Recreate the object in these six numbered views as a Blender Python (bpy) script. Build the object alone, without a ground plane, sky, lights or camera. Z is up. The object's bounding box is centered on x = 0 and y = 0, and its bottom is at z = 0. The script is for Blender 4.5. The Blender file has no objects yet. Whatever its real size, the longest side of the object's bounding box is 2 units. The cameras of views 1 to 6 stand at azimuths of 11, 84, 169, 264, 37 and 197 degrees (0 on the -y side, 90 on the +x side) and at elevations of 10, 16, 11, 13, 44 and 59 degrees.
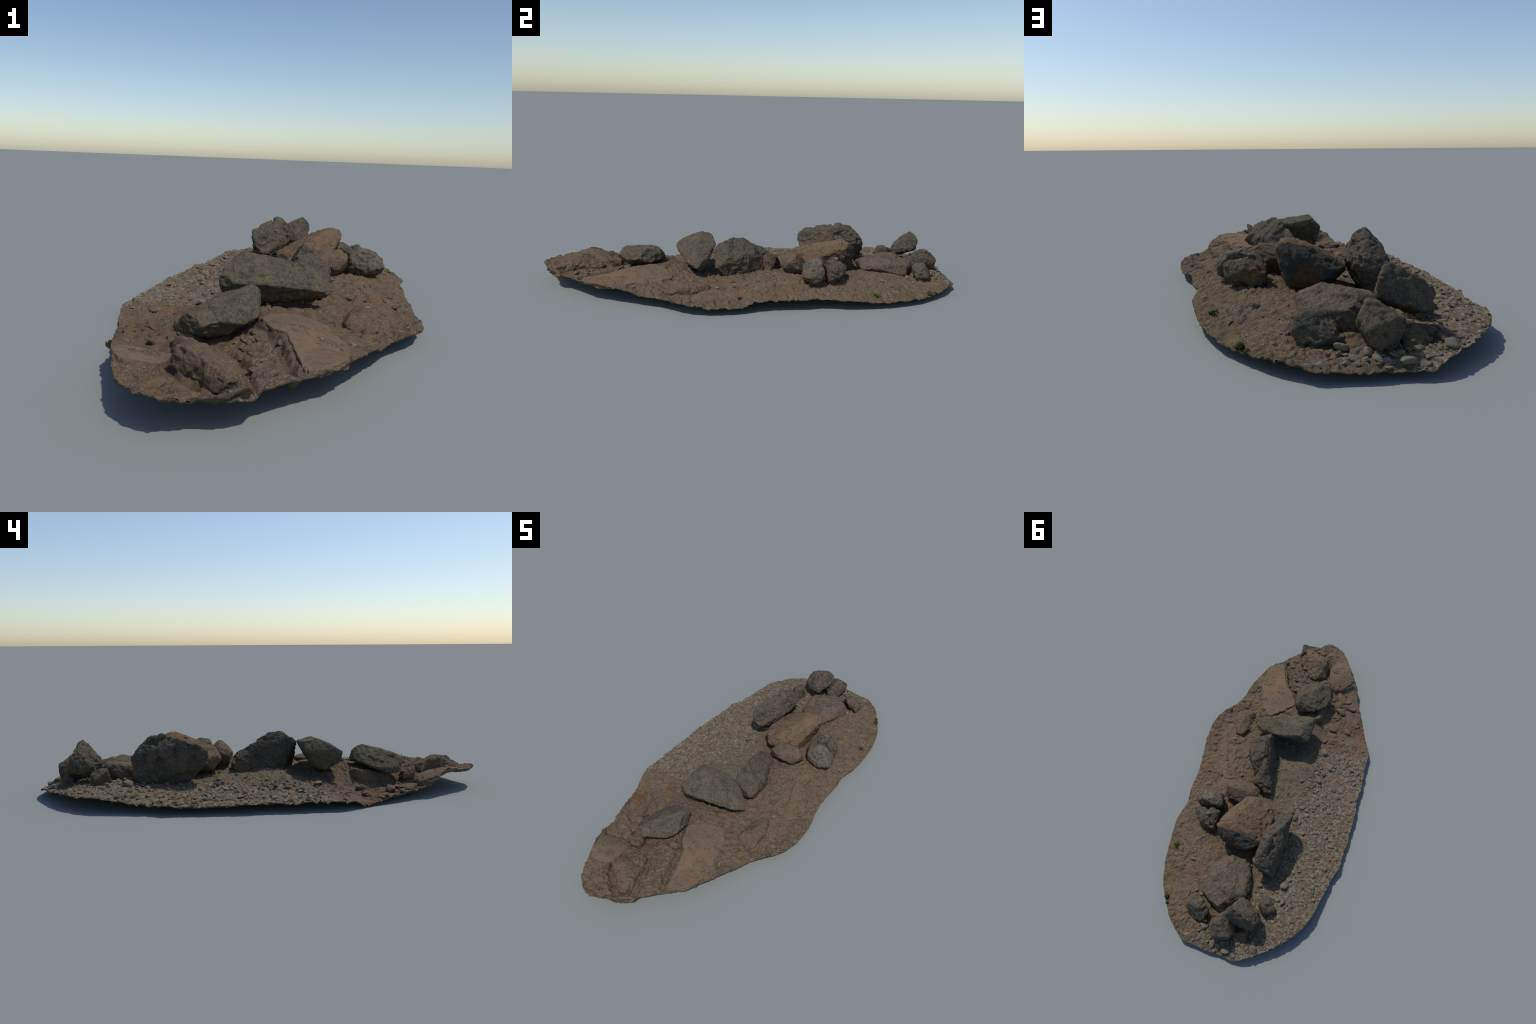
"""A weathered patch of rocky ground: thin crust of bedrock, sand and gravel with a
row of boulders lying across it.  Metres, z up.  Everything is built procedurally."""
import bpy, bmesh, math, random
import numpy as np
from mathutils import Vector, Matrix

RNG = np.random.default_rng(7)
random.seed(7)

# ------------------------------------------------------------------ noise
_perm = np.random.default_rng(3).permutation(256)
_perm = np.concatenate([_perm, _perm, _perm])
_grad = np.random.default_rng(5).normal(size=(256, 3))
_grad /= np.linalg.norm(_grad, axis=1)[:, None]


def perlin(p):
    p = np.asarray(p, float)
    i = np.floor(p).astype(int)
    f = p - i
    u = f * f * f * (f * (f * 6 - 15) + 10)
    i &= 255
    out = 0
    for dx in (0, 1):
        wx = u[:, 0] if dx else 1 - u[:, 0]
        for dy in (0, 1):
            wy = u[:, 1] if dy else 1 - u[:, 1]
            for dz in (0, 1):
                wz = u[:, 2] if dz else 1 - u[:, 2]
                h = _perm[_perm[_perm[i[:, 0] + dx] + i[:, 1] + dy] + i[:, 2] + dz]
                g = _grad[h & 255]
                d = (g * (f - np.array([dx, dy, dz]))).sum(1)
                out = out + wx * wy * wz * d
    return out * 1.5


def fbm(p, scale, octaves=4, gain=0.5, seed=0.0):
    p = np.asarray(p, float) * scale + seed * 17.31
    a, s, n = 0.0, 1.0, 1.0
    for _ in range(octaves):
        a = a + n * perlin(p * s + 3.7 * s)
        s *= 2.03
        n *= gain
    return a


def ridged(p, scale, octaves=3, seed=0.0):
    p = np.asarray(p, float) * scale + seed * 9.7
    a, s, n = 0.0, 1.0, 1.0
    for _ in range(octaves):
        a = a + n * (1 - 2 * np.abs(perlin(p * s)))
        s *= 2.1
        n *= 0.5
    return a


def worley(p, scale, seed=0):
    """distance to nearest and second nearest jittered cell centre"""
    p = np.asarray(p, float) * scale
    i = np.floor(p).astype(int)
    f1 = np.full(len(p), 9.0)
    f2 = np.full(len(p), 9.0)
    rnd = np.random.default_rng(90 + seed).random((256, 3))
    for dx in (-1, 0, 1):
        for dy in (-1, 0, 1):
            for dz in (-1, 0, 1):
                c = i + np.array([dx, dy, dz])
                h = _perm[_perm[_perm[c[:, 0] & 255] + (c[:, 1] & 255)] + (c[:, 2] & 255)] & 255
                d = np.linalg.norm(c + rnd[h] - p, axis=1)
                f2 = np.where(d < f1, f1, np.minimum(f2, d))
                f1 = np.minimum(f1, d)
    return f1, f2


def sstep(a, b, x):
    t = np.clip((x - a) / (b - a), 0, 1)
    return t * t * (3 - 2 * t)


# ------------------------------------------------------------------ nodes
class Mat:
    def __init__(self, name, world=False):
        self.m = bpy.data.materials.new(name)
        self.m.use_nodes = True
        self.nt = self.m.node_tree
        self.nt.nodes.clear()
        self.out = self.n('ShaderNodeOutputMaterial')
        self.bsdf = self.n('ShaderNodeBsdfPrincipled')
        self.bsdf.inputs['Roughness'].default_value = 0.97
        self.bsdf.inputs['Specular IOR Level'].default_value = 0.06
        self.link(self.bsdf.outputs[0], self.out.inputs[0])
        # repeats share mesh data at unit size, so they take their grain from the position
        self.co = self.n('ShaderNodeNewGeometry').outputs['Position'] if world else self.n('ShaderNodeTexCoord').outputs['Object']

    def n(self, t):
        return self.nt.nodes.new(t)

    def link(self, a, b):
        self.nt.links.new(a, b)

    def set(self, sock, v):
        if isinstance(v, bpy.types.NodeSocket):
            self.link(v, sock)
        else:
            sock.default_value = v

    def noise(self, scale, detail=4, rough=0.55, off=(0, 0, 0), dist=0.0, stretch=None):
        mp = self.n('ShaderNodeMapping')
        self.link(self.co, mp.inputs[0])
        mp.inputs['Location'].default_value = off
        if stretch:
            mp.inputs['Scale'].default_value = stretch
        t = self.n('ShaderNodeTexNoise')
        self.link(mp.outputs[0], t.inputs['Vector'])
        t.inputs['Scale'].default_value = scale
        t.inputs['Detail'].default_value = detail
        t.inputs['Roughness'].default_value = rough
        t.inputs['Distortion'].default_value = dist
        return t.outputs['Fac']

    def voro(self, scale, feature='F1', out='Distance', rnd=1.0):
        t = self.n('ShaderNodeTexVoronoi')
        t.feature = feature
        self.link(self.co, t.inputs['Vector'])
        t.inputs['Scale'].default_value = scale
        t.inputs['Randomness'].default_value = rnd
        return t.outputs[out]

    def ramp(self, fac, stops):
        r = self.n('ShaderNodeValToRGB')
        els = r.color_ramp.elements
        while len(els) < len(stops):
            els.new(0.5)
        for e, (p, c) in zip(els, stops):
            e.position = p
            e.color = (*c, 1) if len(c) == 3 else c
        self.link(fac, r.inputs[0])
        return r.outputs[0]

    def step(self, fac, a, b):
        r = self.n('ShaderNodeMapRange')
        r.interpolation_type = 'SMOOTHSTEP'
        self.link(fac, r.inputs[0])
        r.inputs[1].default_value = a
        r.inputs[2].default_value = b
        return r.outputs[0]

    def math(self, op, a, b=0.0):
        r = self.n('ShaderNodeMath')
        r.operation = op
        self.set(r.inputs[0], a)
        self.set(r.inputs[1], b)
        return r.outputs[0]

    def mix(self, fac, a, b, mode='MIX'):
        r = self.n('ShaderNodeMix')
        r.data_type = 'RGBA'
        r.blend_type = mode
        self.set(r.inputs[0], fac)
        for s, v in ((r.inputs[6], a), (r.inputs[7], b)):
            self.set(s, (*v, 1) if isinstance(v, tuple) and len(v) == 3 else v)
        return r.outputs[2]

    def spot(self, centre, radius, wobble=0.6, scale=30, soft=0.5):
        """irregular round patch of matter about a point"""
        d = self.n('ShaderNodeVectorMath')
        d.operation = 'DISTANCE'
        self.link(self.co, d.inputs[0])
        d.inputs[1].default_value = centre
        nz = self.math('MULTIPLY', self.math('SUBTRACT', self.noise(scale, 5, 0.6), 0.5), radius * 2 * wobble)
        dd = self.math('ADD', d.outputs['Value'], nz)
        return self.step(dd, radius * (1 + soft * .5), radius * (1 - soft))

    def axis(self, normal, offset, soft, wobble=0.0, scale=14):
        """1 on the positive side of a plane in object space"""
        d = self.n('ShaderNodeVectorMath')
        d.operation = 'DOT_PRODUCT'
        self.link(self.co, d.inputs[0])
        d.inputs[1].default_value = normal
        v = d.outputs['Value']
        if wobble:
            v = self.math('ADD', v, self.math('MULTIPLY', self.math('SUBTRACT', self.noise(scale, 5, 0.6), 0.5), 2 * wobble))
        return self.step(v, offset - soft, offset + soft)

    def facing(self, normal, lo, hi, wobble=0.0, scale=25):
        g = self.n('ShaderNodeNewGeometry')
        d = self.n('ShaderNodeVectorMath')
        d.operation = 'DOT_PRODUCT'
        self.link(g.outputs['Normal'], d.inputs[0])
        d.inputs[1].default_value = normal
        v = d.outputs['Value']
        if wobble:
            v = self.math('ADD', v, self.math('MULTIPLY', self.math('SUBTRACT', self.noise(scale, 5, 0.6), 0.5), 2 * wobble))
        return self.step(v, lo, hi)

    def finish(self, col, bumps):
        self.set(self.bsdf.inputs['Base Color'], col)
        prev = None
        for h, strength, dist in bumps:
            b = self.n('ShaderNodeBump')
            b.inputs['Strength'].default_value = strength
            b.inputs['Distance'].default_value = dist
            self.link(h, b.inputs['Height'])
            if prev is not None:
                self.link(prev, b.inputs['Normal'])
            prev = b.outputs[0]
        if prev is not None:
            self.link(prev, self.bsdf.inputs['Normal'])
        return self.m


def rock_material(name, base, dark, warm, pale, off, warm_amt=0.5, dark_amt=0.5, extra=None):
    m = Mat(name)
    o = (off, off * 1.7, -off)
    big = m.noise(13, 6, 0.62, o, 0.5)
    mid = m.noise(42, 7, 0.68, o, 0.8)
    fine = m.noise(170, 6, 0.75, o)
    c = m.mix(m.step(big, 0.38, 0.62), base, warm)
    c = m.mix(m.math('MULTIPLY', m.step(m.noise(24, 7, 0.68, (off, 3, 5), 0.7), 0.50, 0.62), .7), c, dark)
    c = m.mix(m.math('MULTIPLY', m.step(m.noise(60, 7, 0.72, (off, 4, 2), 0.8), 0.52, 0.64), warm_amt), c, warm)
    c = m.mix(m.math('MULTIPLY', m.step(mid, 0.47, 0.36), dark_amt), c, dark)
    c = m.mix(m.math('MULTIPLY', m.step(m.noise(105, 6, 0.75, (1, off, 7)), 0.54, 0.66), 0.75), c, pale)
    vein = m.noise(20, 6, 0.65, (off, 9, 3), 1.6)
    vv = m.math('ABSOLUTE', m.math('SUBTRACT', vein, 0.5))
    c = m.mix(m.math('MULTIPLY', m.step(vv, 0.030, 0.0), 0.5), c, dark)
    c = m.mix(m.math('MULTIPLY', m.step(fine, 0.48, 0.36), 0.75), c, tuple(v * .55 for v in dark))
    c = m.mix(m.math('MULTIPLY', m.step(m.noise(300, 4, 0.7), 0.54, 0.66), 0.6), c, tuple(min(1, v * 1.3) for v in pale))
    if extra:
        c = extra(m, c)
    return m.finish(c, [(mid, 0.7, 0.006), (fine, 0.9, 0.0035)])


# ------------------------------------------------------------------ scene helpers
COL = bpy.context.scene.collection


def obj_from(name, verts, faces, mat, parent, smooth=True):
    me = bpy.data.meshes.new(name)
    me.from_pydata([tuple(v) for v in verts], [], faces)
    me.validate()
    me.polygons.foreach_set('use_smooth', [smooth] * len(me.polygons))
    me.materials.append(mat)
    ob = bpy.data.objects.new(name, me)
    COL.objects.link(ob)
    ob.parent = parent
    return ob


ROOT = bpy.data.objects.new('rocky_ground', None)
COL.objects.link(ROOT)
ROOT['label'] = 'thin patch of brown rocky ground with grey boulders and gravel'
ROOT['category'] = 'rock outcrop'

# ------------------------------------------------------------------ ground shape
# rim of the patch, from the narrow end round the gravel side and back
RIM = [(.097, -.934, .092), (.061, -.951, .080), (.005, -.962, .066), (-.039, -.987, .076), (-.058, -.997, .081),
       (-.105, -.985, .080), (-.152, -.955, .083), (-.187, -.905, .088), (-.235, -.809, .099), (-.268, -.761, .085),
       (-.298, -.708, .060), (-.320, -.635, .036), (-.360, -.537, .021), (-.387, -.465, .009), (-.423, -.379, .008),
       (-.453, -.296, .030), (-.458, -.224, .033), (-.455, -.168, .034), (-.461, -.068, .033), (-.457, .021, .034),
       (-.462, .157, .033), (-.458, .247, .028), (-.452, .327, .028), (-.446, .431, .034), (-.419, .510, .032),
       (-.398, .614, .043), (-.376, .705, .055), (-.356, .753, .053), (-.328, .803, .056), (-.278, .860, .052),
       (-.224, .907, .045), (-.180, .940, .044), (-.126, .976, .040), (-.077, .998, .022), (-.042, .995, .019),
       (.006, .988, .016), (.059, .988, .018), (.137, .978, .018), (.193, .970, .021), (.228, .940, .025),
       (.278, .898, .025), (.326, .832, .023), (.362, .774, .022), (.388, .723, .022), (.415, .630, .020),
       (.429, .546, .024), (.437, .460, .031), (.439, .385, .040), (.422, .282, .039), (.432, .202, .045),
       (.431, .099, .044), (.441, .005, .040), (.464, -.109, .026), (.469, -.202, .028), (.460, -.278, .037),
       (.428, -.347, .037), (.378, -.413, .049), (.349, -.475, .047), (.317, -.580, .061), (.276, -.678, .066),
       (.249, -.735, .075), (.192, -.789, .064), (.137, -.850, .065), (.100, -.895, .066)]
# heights of the ground between the rocks
SPOTS = [(-.36, -.28, .040), (-.276, -.137, .033), (-.24, -.06, .042), (-.20, .05, .036), (-.222, .106, .032), (-.13, -.12, .066), (-.06, -.08, .066),
         (-.08, .05, .052), (.0, -.08, .064), (-.34, .10, .025), (-.36, .25, .024),
         (-.20, .44, .050), (-.30, .30, .035), (-.355, .40, .032), (-.25, .65, .065), (-.33, .60, .060), (-.28, .80, .064), (-.15, .86, .054), (.0, .60, .055), (.10, .60, .065),
         (.10, .35, .065), (.27, .59, .063), (.38, .46, .052), (.37, -.03, .050), (.30, -.03, .064), (.17, .07, .080), (.17, -.06, .080),
         (.21, -.45, .064), (.02, -.44, .084), (.232, .757, .044), (.106, .883, .036), (-.026, .966, .030), (.32, -.37, .040),
         (.36, -.20, .043), (.15, -.55, .087), (.09, -.54, .087), (.16, -.67, .075), (-.03, -.38, .085), (-.08, -.24, .046), (-.10, -.43, .064), (-.17, -.45, .022), (-.03, -.19, .040), (-.22, -.42, .010), (-.26, -.50, .011),
         (-.06, -.54, .054), (-.15, -.53, .030), (-.03, -.68, .056), (-.20, -.80, .092), (-.25, -.74, .076), (-.10, -.92, .080), (-.16, -.70, .050),
         (-.255, -.66, .024), (-.20, -.62, .014), (-.30, -.56, .016), (.06, -.75, .074), (.08, -.64, .076), (.01, -.60, .072), (.12, -.82, .070),
         (.28, .32, .075), (.33, .20, .066), (.22, .20, .083), (-.10, .20, .048), (-.10, .75, .056), (.05, .90, .038),
         (-.02, -.86, .064), (.20, -.30, .060), (.25, -.12, .062), (-.33, -.44, .016), (.30, .45, .070), (.21, .477, .082), (.19, .55, .085), (.20, .63, .079)]

_C = np.array(RIM + SPOTS)


def _kern(r):
    return np.where(r > 0, r * r * np.log(r + 1e-12), 0)


_A = _kern(np.linalg.norm(_C[:, None, :2] - _C[None, :, :2], axis=2)) + np.eye(len(_C)) * 4e-4
_P = np.c_[np.ones(len(_C)), _C[:, :2]]
_W = np.linalg.solve(np.block([[_A, _P], [_P.T, np.zeros((3, 3))]]), np.r_[_C[:, 2], 0, 0, 0])


def ground_base(x, y):
    q = np.c_[x, y]
    out = np.empty(len(q))
    for s in range(0, len(q), 20000):
        b = q[s:s + 20000]
        K = _kern(np.linalg.norm(b[:, None] - _C[None, :, :2], axis=2))
        out[s:s + 20000] = K @ _W[:len(_C)] + np.c_[np.ones(len(b)), b] @ _W[len(_C):]
    return out


def signed_dist(x, y, poly):
    """positive inside the polygon"""
    P = np.array(poly)
    q = np.c_[x, y]
    best = np.full(len(q), 9.0)
    inside = np.zeros(len(q), bool)
    for a, b in zip(P, np.roll(P, -1, axis=0)):
        e = b - a
        t = np.clip(((q - a) @ e) / (e @ e), 0, 1)
        best = np.minimum(best, np.linalg.norm(q - a - t[:, None] * e, axis=1))
        cond = (a[1] > q[:, 1]) != (b[1] > q[:, 1])
        with np.errstate(divide='ignore', invalid='ignore'):
            xi = a[0] + (q[:, 1] - a[1]) / (b[1] - a[1]) * e[0]
        inside ^= cond & (q[:, 0] < xi)
    return np.where(inside, best, -best)


GRAVEL = [(-.55, -.29), (-.40, -.27), (-.30, -.26), (-.205, -.25), (-.18, -.04), (-.175, .05), (-.14, .144), (-.12, .30), (-.12, .60),
          (-.08, .66), (-.05, .78), (-.02, .86), (.03, .93), (.01, 1.1), (-.6, 1.1)]
SAND = [(.03, -.16), (-.17, -.23), (-.185, .06), (-.12, .20), (-.02, .19), (.02, -.04)]


JOINTS = [([(.008, -.478), (.038, -.545), (.080, -.592), (.100, -.63), (.122, -.695), (.155, -.775)], .018, .018),
          ([(.000, -.700), (.045, -.770), (.075, -.830), (.092, -.890)], .016, .014),
          ([(-.100, -.735), (-.118, -.800), (-.075, -.865), (-.020, -.890)], .016, .016),
          ([(-.275, -.705), (-.215, -.672), (-.165, -.660)], .018, .014),
          ([(.262, .035), (.295, -.025), (.305, -.080)], .010, .008),
          ([(.235, -.375), (.228, -.300), (.235, -.235), (.262, -.190)], .010, .008),
          ([(.130, -.400), (.200, -.350), (.215, -.290)], .008, .006)]


def ground_z(x, y):
    z = ground_base(x, y)
    p = np.c_[x, y, np.zeros_like(x)]
    wob = 0.012 * fbm(p, 30, 2, seed=2)
    g = sstep(-.01, .02, signed_dist(x, y, GRAVEL) + wob)
    s = sstep(-.01, .02, signed_dist(x, y, SAND) + wob)
    rock = np.clip(1 - g - s, 0, 1)
    # layered bedrock: lumps, small scarps, pits
    z = z + rock * (0.0050 * fbm(p, 9, 4, seed=1) + 0.0036 * ridged(p, 26, 4, seed=4))
    t = fbm(p * [1, 1.5, 1], 7, 3, seed=6)
    z = z + rock * 0.006 * (sstep(-.02, .02, t) - .5) * sstep(.45, .0, y * 1.0 + .1 * t)
    f1, f2 = worley(p, 34, 1)
    z = z + rock * 0.0055 * sstep(.0, .30, f2 - f1) * sstep(.25, -.25, fbm(p, 5, 2, seed=8))
    h1, h2 = worley(p, 95, 4)
    z = z + rock * 0.0022 * (.5 - h1)
    z = z + rock * 0.0022 * fbm(p, 85, 3, seed=3)
    # rubble bed
    f1, f2 = worley(p, 62, 2)
    z = z + g * (0.006 * (0.55 - f1) + 0.003 * fbm(p, 22, 3, seed=5))
    z = z + s * (0.0050 * fbm(p, 28, 4, seed=9) + 0.0026 * fbm(p, 95, 3, seed=9))
    # open joints and gullies in the bedrock
    wq = .004 * fbm(p, 45, 3, seed=14)
    for line, width, depth in JOINTS:
        L = np.array(line)
        best = np.full(len(x), 9.0)
        for a, b in zip(L[:-1], L[1:]):
            e = b - a
            t = np.clip(((p[:, :2] - a) @ e) / (e @ e), 0, 1)
            best = np.minimum(best, np.linalg.norm(p[:, :2] - a - t[:, None] * e, axis=1))
        z = z - depth * sstep(width, width * .25, best + wq)
    return z


def spline_closed(pts, n):
    P = np.array(pts)
    seg = np.linalg.norm(np.roll(P, -1, 0)[:, :2] - P[:, :2], axis=1)
    cum = np.r_[0, np.cumsum(seg)]
    out = []
    for d in np.linspace(0, cum[-1], n, endpoint=False):
        k = min(np.searchsorted(cum, d, side='right') - 1, len(P) - 1)
        t = (d - cum[k]) / seg[k]
        a, b, c, e = (P[(k + j) % len(P)] for j in (-1, 0, 1, 2))
        out.append(.5 * (2 * b + (c - a) * t + (2 * a - 5 * b + 4 * c - e) * t * t + (3 * b - a - 3 * c + e) * t ** 3))
    return np.array(out)


NS, NR = 1500, 120
rim = spline_closed(RIM, NS)
ang = np.c_[rim[:, :2], np.zeros(NS)]
nrm2 = np.c_[np.roll(rim[:, 1], -1) - np.roll(rim[:, 1], 1), -(np.roll(rim[:, 0], -1) - np.roll(rim[:, 0], 1))]
nrm2 /= np.linalg.norm(nrm2, axis=1)[:, None]
# broken outline: coarse on the gravel side, finer elsewhere
rag = sstep(.1, -.25, rim[:, 0]) * .9 + .45
nrm2 = -nrm2 if ((nrm2 * rim[:, :2]).sum() < 0) else nrm2
edge = rim[:, :2] + nrm2 * (rag * (0.0035 * fbm(ang, 45, 3, seed=11) + 0.002 * fbm(ang, 150, 2, seed=12)))[:, None]
sy = np.clip(rim[:, 1], -.80, .80) * .9
spine = np.c_[-.03 + .03 * np.cos(sy * 2.2) - .04 * sstep(-.4, -.9, sy), sy]
tt = np.linspace(0, 1, NR) ** 0.95
gx = (edge[:, None, 0] * (1 - tt) + spine[:, None, 0] * tt).T.ravel()
gy = (edge[:, None, 1] * (1 - tt) + spine[:, None, 1] * tt).T.ravel()
gz = ground_z(gx, gy)
ring = np.repeat(np.arange(NR), NS)
arc = np.tile(np.arange(NS), NR)
# torn spikes along the very edge
sp = fbm(ang, 38, 2, seed=21)
f1e, _ = worley(ang, 55, 6)
spike = rag * (-0.008 * np.clip(sp, 0, 1) - 0.022 * np.clip(.42 - f1e, 0, 1) + .004)
fall = np.exp(-(ring / 1.6) ** 2)
gz = gz + spike[arc] * fall
gz = np.maximum(gz, 0.0)
low = gz.min()
gz = np.where(ring == 0, gz - 0, gz)
top = np.c_[gx, gy, gz]
# thin underside
thick = 0.0025 + 0.010 * sstep(0, 14, ring)
bot = np.c_[gx, gy, np.maximum(gz - thick, 0.0005)]
quads = []
zone = []
gd = signed_dist(gx, gy, GRAVEL) + 0.022 * fbm(np.c_[gx, gy, gx * 0], 40, 3, seed=2)
sd = signed_dist(gx, gy, SAND) + 0.030 * fbm(np.c_[gx, gy, gx * 0], 40, 3, seed=3)
zmap = np.where(gd > 0, 1, np.where(sd > 0, 2, 0))
for r in range(NR - 1):
    for a in range(NS):
        b = (a + 1) % NS
        i, j, k, l = r * NS + a, r * NS + b, (r + 1) * NS + b, (r + 1) * NS + a
        quads.append((i, l, k, j))
        zone.append(zmap[i])
quads = np.array(quads)
zone = np.array(zone)
# orientation check: top faces must look up
q0 = top[quads[NS * 20]]
if np.cross(q0[1] - q0[0], q0[2] - q0[0])[2] < 0:
    quads = quads[:, ::-1]


def ground_materials():
    mats = {}
    # bedrock with sand in the hollows
    m = Mat('weathered_bedrock', True)
    big = m.noise(6, 6, 0.62, (3, 1, 0), .5)
    mid = m.noise(34, 7, 0.68, (0, 5, 0), .7)
    fine = m.noise(150, 6, 0.75)
    c = m.mix(m.step(big, .38, .62), (.152, .112, .071), (.172, .121, .075))
    c = m.mix(m.math('MULTIPLY', m.step(m.noise(15, 7, .68, (7, 2, 0), .8), .48, .62), .75), c, (.112, .092, .070))
    c = m.mix(m.math('MULTIPLY', m.step(m.noise(8.5, 8, .7, (4, 4, 0), .9), .52, .60), .6), c, (.104, .092, .078))
    c = m.mix(m.math('MULTIPLY', m.step(m.noise(26, 7, .7, (1, 8, 0), .8), .53, .64), .7), c, (.180, .118, .068))
    c = m.mix(m.math('MULTIPLY', m.step(mid, .47, .36), .65), c, (.062, .056, .048))
    c = m.mix(m.math('MULTIPLY', m.step(m.noise(80, 6, .75, (2, 2, 8)), .54, .66), .6), c, (.215, .160, .100))
    # speckled grit
    grit = m.step(m.noise(7, 5, .65, (5, 9, 0), .6), .42, .58)
    c = m.mix(m.math('MULTIPLY', grit, m.math('MULTIPLY', m.step(m.noise(230, 4, .7), .52, .62), .85)), c, (.30, .245, .165))
    c = m.mix(m.math('MULTIPLY', grit, m.math('MULTIPLY', m.step(m.noise(200, 4, .7, (3, 7, 1)), .46, .36), .8)), c, (.058, .048, .036))
    c = m.mix(m.math('MULTIPLY', m.step(fine, .47, .35), .7), c, (.045, .037, .028))
    crack = m.voro(17, 'DISTANCE_TO_EDGE')
    c = m.mix(m.math('MULTIPLY', m.step(crack, .018, .0), m.math('MULTIPLY', m.step(m.noise(5, 2), .5, .6), .55)), c, (.045, .037, .030))
    # red clay streaks, rusty stain on the slab, green growth
    for ce, r in (((-.343, -.439, .01), .055), ((-.396, -.416, .01), .05), ((-.26, -.30, .02), .05), ((-.20, -.33, .03), .035), ((-.27, -.46, .02), .03)):
        c = m.mix(m.math('MULTIPLY', m.math('MULTIPLY', m.spot(ce, r, 1.6, 40), m.step(m.noise(90, 6, .75, (8, 8, 1)), .42, .60)), .6), c, (.150, .068, .042))
    for ce, r in (((.38, .04, .05), .05), ((.33, -.06, .06), .045), ((-.02, -.90, .06), .03), ((.40, -.15, .04), .03)):
        c = m.mix(m.math('MULTIPLY', m.spot(ce, r, 1.7, 46), .28), c, (.160, .090, .045))
    for ce, r in (((.35, .80, .03), .05), ((.30, .89, .03), .04), ((.37, .68, .03), .05), ((.392, .53, .045), .035), ((.16, .0, .07), .03),
                  ((.27, -.55, .06), .025), ((.16, .45, .07), .03), ((.20, .97, .03), .03)):
        c = m.mix(m.math('MULTIPLY', m.spot(ce, r, 1.5, 50), .42), c, (.090, .082, .032))
    mats['bedrock'] = m.finish(c, [(mid, .7, .006), (fine, 1.0, .004)])

    m = Mat('gravelly_soil')
    v = m.n('ShaderNodeTexVoronoi')
    m.link(m.co, v.inputs['Vector'])
    v.inputs['Scale'].default_value = 95
    fine = m.noise(160, 5, .7)
    tone = m.n('ShaderNodeSeparateColor')
    m.link(v.outputs['Color'], tone.inputs[0])
    c = m.ramp(tone.outputs[0], [(0, (.100, .080, .055)), (.35, (.160, .124, .080)), (.7, (.185, .155, .112)), (1, (.215, .190, .148))])
    c = m.mix(m.math('MULTIPLY', m.step(v.outputs['Distance'], .45, .75), .6), c, (.075, .055, .036))
    c = m.mix(m.math('MULTIPLY', m.step(m.noise(18, 5, .6), .52, .66), .5), c, (.155, .105, .062))
    c = m.mix(m.math('MULTIPLY', m.step(fine, .44, .28), .6), c, (.05, .042, .032))
    for ce, r in (((-.38, -.25, .03), .05), ((-.30, -.27, .03), .04)):
        c = m.mix(m.math('MULTIPLY', m.spot(ce, r, 1.6, 40), .35), c, (.165, .080, .048))
    mats['gravel'] = m.finish(c, [(fine, .8, .003)])

    m = Mat('olive_sand')
    fine = m.noise(170, 5, .75)
    c = m.mix(m.step(m.noise(25, 6, .7), .40, .62), (.125, .103, .068), (.155, .126, .082))
    c = m.mix(m.math('MULTIPLY', m.step(m.noise(60, 5, .7, (3, 3, 3)), .55, .68), .45), c, (.098, .092, .048))
    c = m.mix(m.math('MULTIPLY', m.step(fine, .48, .36), .7), c, (.050, .042, .030))
    c = m.mix(m.math('MULTIPLY', m.step(m.noise(230, 4, .7), .53, .63), .8), c, (.26, .22, .155))
    mats['sand'] = m.finish(c, [(fine, .9, .004)])
    return mats


GM = ground_materials()


def split_ground():
    # whole surface normals first, so the borders between zones show no seam
    nv = NS * NR
    fn = np.cross(top[quads[:, 2]] - top[quads[:, 0]], top[quads[:, 3]] - top[quads[:, 1]])
    vn = np.zeros((nv, 3))
    for c in range(4):
        np.add.at(vn, quads[:, c], fn)
    vn /= np.linalg.norm(vn, axis=1)[:, None] + 1e-12
    for zi, (name, mk) in enumerate((('bedrock', 'bedrock'), ('gravel_bed', 'gravel'), ('sand_hollow', 'sand'))):
        q = quads[zone == zi]
        used, inv = np.unique(q, return_inverse=True)
        f = inv.reshape(q.shape)
        ob = obj_from(name, top[used], [tuple(map(int, r)) for r in f], GM[mk], ROOT)
        ob.data.normals_split_custom_set_from_vertices([tuple(v) for v in vn[used]])
    # underside crust with the rim wall
    step = 3
    sel = np.arange(0, NS, step)
    rr = np.r_[np.arange(0, NR - 1, 4), NR - 1]
    vid = {}
    verts, faces = [], []
    for a, r in enumerate(rr):
        for s in sel:
            vid[(a, s)] = len(verts)
            verts.append(bot[r * NS + s])
    for a in range(len(rr) - 1):
        for k, s in enumerate(sel):
            s2 = sel[(k + 1) % len(sel)]
            faces.append((vid[(a, s)], vid[(a, s2)], vid[(a + 1, s2)], vid[(a + 1, s)]))
    base = len(verts)
    for s in sel:
        verts.append(top[s])
    for k, s in enumerate(sel):
        k2 = (k + 1) % len(sel)
        faces.append((base + k, base + k2, vid[(0, sel[k2])], vid[(0, s)]))
    obj_from('crust_underside', verts, faces, GM['bedrock'], ROOT)


split_ground()

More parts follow.
